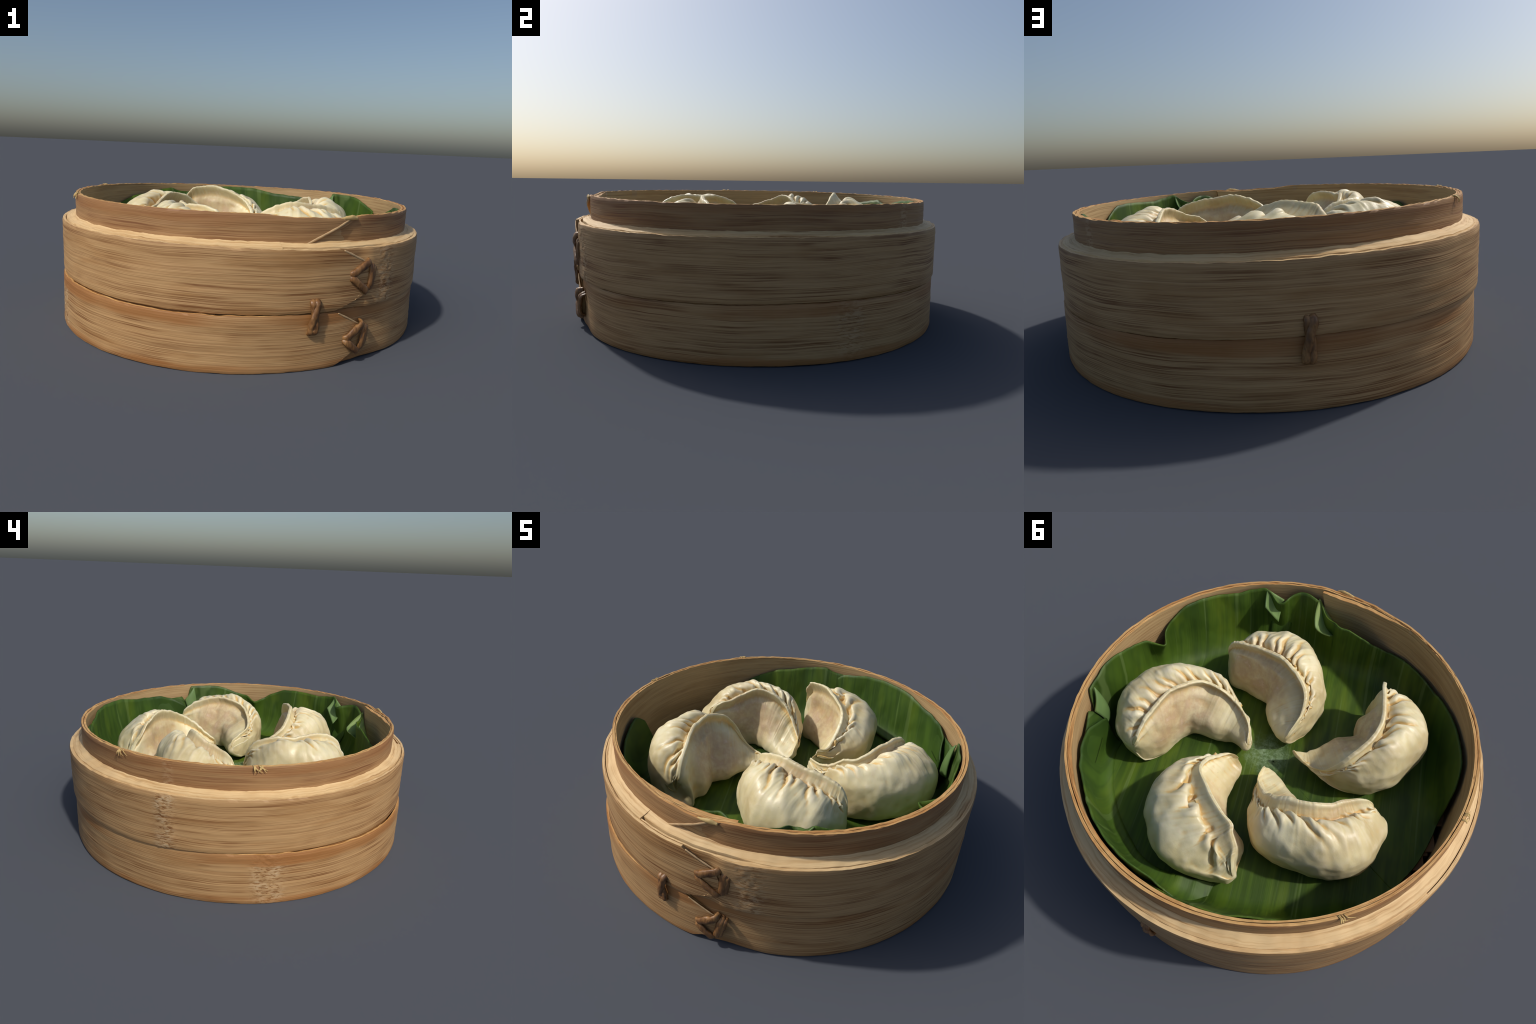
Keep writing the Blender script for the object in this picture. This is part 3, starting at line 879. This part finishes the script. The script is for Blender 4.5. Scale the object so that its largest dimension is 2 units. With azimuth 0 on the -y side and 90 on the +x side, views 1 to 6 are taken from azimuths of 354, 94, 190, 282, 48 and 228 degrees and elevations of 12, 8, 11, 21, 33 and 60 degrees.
dumpling('dumpling', 'plump pleated crescent dumpling with tall thin seam',
    ridge=[(.001, -.075, .45), (.008, -.155, .51), (.035, -.215, .545), (.078, -.256, .587), (.15, -.269, .633), (.205, -.267, .652), (.263, -.264, .66), (.335, -.248, .652),
           (.40, -.226, .642), (.455, -.2, .634), (.515, -.178, .618), (.548, -.166, .594), (.585, -.155, .535)],
    belly=[(0.006, -0.106), (0.001, -0.196), (0.013, -0.262), (0.039, -0.349), (0.085, -0.419), (0.154, -0.459), (0.231, -0.501), (0.330, -0.531), (0.421, -0.515), (0.504, -0.476), (0.585, -0.402), (0.608, -0.297), (0.612, -0.192)],
    base=[(0.049, -0.072), (0.101, -0.091), (0.147, -0.111), (0.196, -0.134), (0.229, -0.151), (0.263, -0.178), (0.298, -0.189), (0.335, -0.183), (0.379, -0.168), (0.43, -0.151), (0.496, -0.125), (0.548, -0.134), (0.596, -0.161)],
    origin=(.35, -.20, .48), shoulder=[0.001, -0.001, -0.007, -0.020, -0.018, -0.000, 0.018, 0.020, 0.022, 0.004, -0.008, -0.019, -0.008], plump=0.440, pleats=13, seed=2.1, bulge=0.5, fin_h=0.052, foot=0.032)

dumpling('dumpling', 'crescent dumpling with folded pleats and wide tip',
    ridge=[(-.065, -.068, .43), (-.115, -.068, .415), (-.18, -.074, .415), (-.244, -.092, .445), (-.285, -.108, .49), (-.318, -.132, .555), (-.334, -.172, .605), (-.342, -.233, .635),
           (-.339, -.296, .65), (-.312, -.373, .645), (-.28, -.423, .65), (-.24, -.465, .654), (-.2, -.508, .648), (-.16, -.55, .635), (-.12, -.61, .585), (-.12, -.632, .50), (-.165, -.615, .42)],
    belly=[(-0.069, -0.076), (-0.133, -0.089), (-0.211, -0.109), (-0.284, -0.117), (-0.332, -0.129), (-0.384, -0.152), (-0.437, -0.195), (-0.479, -0.260), (-0.502, -0.335), (-0.509, -0.422), (-0.503, -0.500), (-0.481, -0.572), (-0.424, -0.626), (-0.356, -0.668), (-0.279, -0.679), (-0.220, -0.670), (-0.201, -0.646)],
    base=[(-0.062, -0.064), (-0.094, -0.100), (-0.113, -0.122), (-0.117, -0.150), (-0.131, -0.195), (-0.139, -0.249), (-0.147, -0.291), (-0.176, -0.337), (-0.195, -0.381), (-0.161, -0.418), (-0.139, -0.446), (-0.126, -0.478), (-0.131, -0.526), (-0.107, -0.555), (-0.087, -0.575), (-0.110, -0.595), (-0.156, -0.607)],
    origin=(-.21, -.36, .48), shoulder=[0.000, 0.000, 0.000, 0.012, 0.010, 0.004, 0.001, 0.011, 0.041, 0.055, 0.048, 0.040, 0.029, 0.013, -0.005, -0.013, -0.003], plump=0.450, low=[(0, .40), (.12, .375), (.28, .345), (.42, .31), (.85, .30), (1, .34)], pleats=13, seed=3.7, bulge=0.3)

dumpling('dumpling', 'crescent dumpling with broad flap of smooth dough on top',
    ridge=[(.06, .172, .455), (.098, .209, .457), (.089, .284, .517), (.077, .326, .558), (.052, .37, .592), (.008, .405, .622), (-.075, .43, .66), (-.149, .45, .676), (-.228, .459, .672),
           (-.289, .457, .662), (-.314, .476, .64), (-.353, .49, .585), (-.372, .516, .545), (-.40, .54, .47)],
    belly=[(0.080, 0.180), (0.130, 0.225), (0.156, 0.290), (0.179, 0.340), (0.198, 0.408), (0.189, 0.482), (0.148, 0.582), (0.083, 0.665), (-0.006, 0.720), (-0.121, 0.740), (-0.213, 0.714), (-0.298, 0.659), (-0.362, 0.605), (-0.408, 0.565)],
    base=[(0.036, 0.164), (0.023, 0.192), (0.002, 0.236), (-0.021, 0.283), (-0.038, 0.327), (-0.076, 0.363), (-0.134, 0.389), (-0.192, 0.398), (-0.241, 0.403), (-0.281, 0.410), (-0.315, 0.434), (-0.336, 0.484), (-0.372, 0.507), (-0.404, 0.528)],
    origin=(-.17, .425, .48), shoulder=[0.000, 0.000, 0.000, -0.002, -0.007, -0.007, 0.005, 0.005, 0.002, -0.013, -0.036, -0.049, -0.024, -0.006], plump=0.457, low=[(0, .37), (.12, .33), (.25, .30), (.85, .30), (1, .36)], pleats=9, seed=4.9, bulge=-0.2, hollow=0.035, pleat_amp=0.026, fin_h=0.055, foot=0.060)

dumpling('dumpling', 'round bellied crescent dumpling with gathered pleats',
    ridge=[(-.045, .09, .42), (-.088, .165, .445), (-.147, .2, .475), (-.208, .222, .525), (-.244, .222, .567), (-.287, .219, .598), (-.334, .192, .635), (-.383, .168, .65), (-.43, .128, .656),
           (-.466, .07, .632), (-.48, .016, .614), (-.497, -.031, .598), (-.525, -.085, .583), (-.55, -.125, .53)],
    belly=[(-0.060, 0.121), (-0.110, 0.200), (-0.169, 0.271), (-0.215, 0.322), (-0.269, 0.361), (-0.347, 0.383), (-0.436, 0.368), (-0.535, 0.315), (-0.639, 0.245), (-0.707, 0.156), (-0.727, 0.046), (-0.698, -0.040), (-0.662, -0.115), (-0.605, -0.150)],
    base=[(-0.045, 0.075), (-0.08, 0.07), (-0.13, 0.07), (-0.17, 0.075), (-0.21, 0.08), (-0.255, 0.085), (-0.3, 0.09), (-0.345, 0.088), (-0.395, 0.085), (-0.43, 0.055), (-0.455, 0.015), (-0.475, -0.035), (-0.5, -0.08), (-0.545, -0.13)],
    origin=(-.41, .09, .48), shoulder=[0.000, -0.001, 0.001, 0.012, 0.028, 0.045, 0.037, 0.042, 0.044, 0.048, 0.041, 0.012, -0.007, -0.007], plump=0.473, pleats=13, seed=6.2, bulge=0.0, fin_h=0.052, foot=0.036)
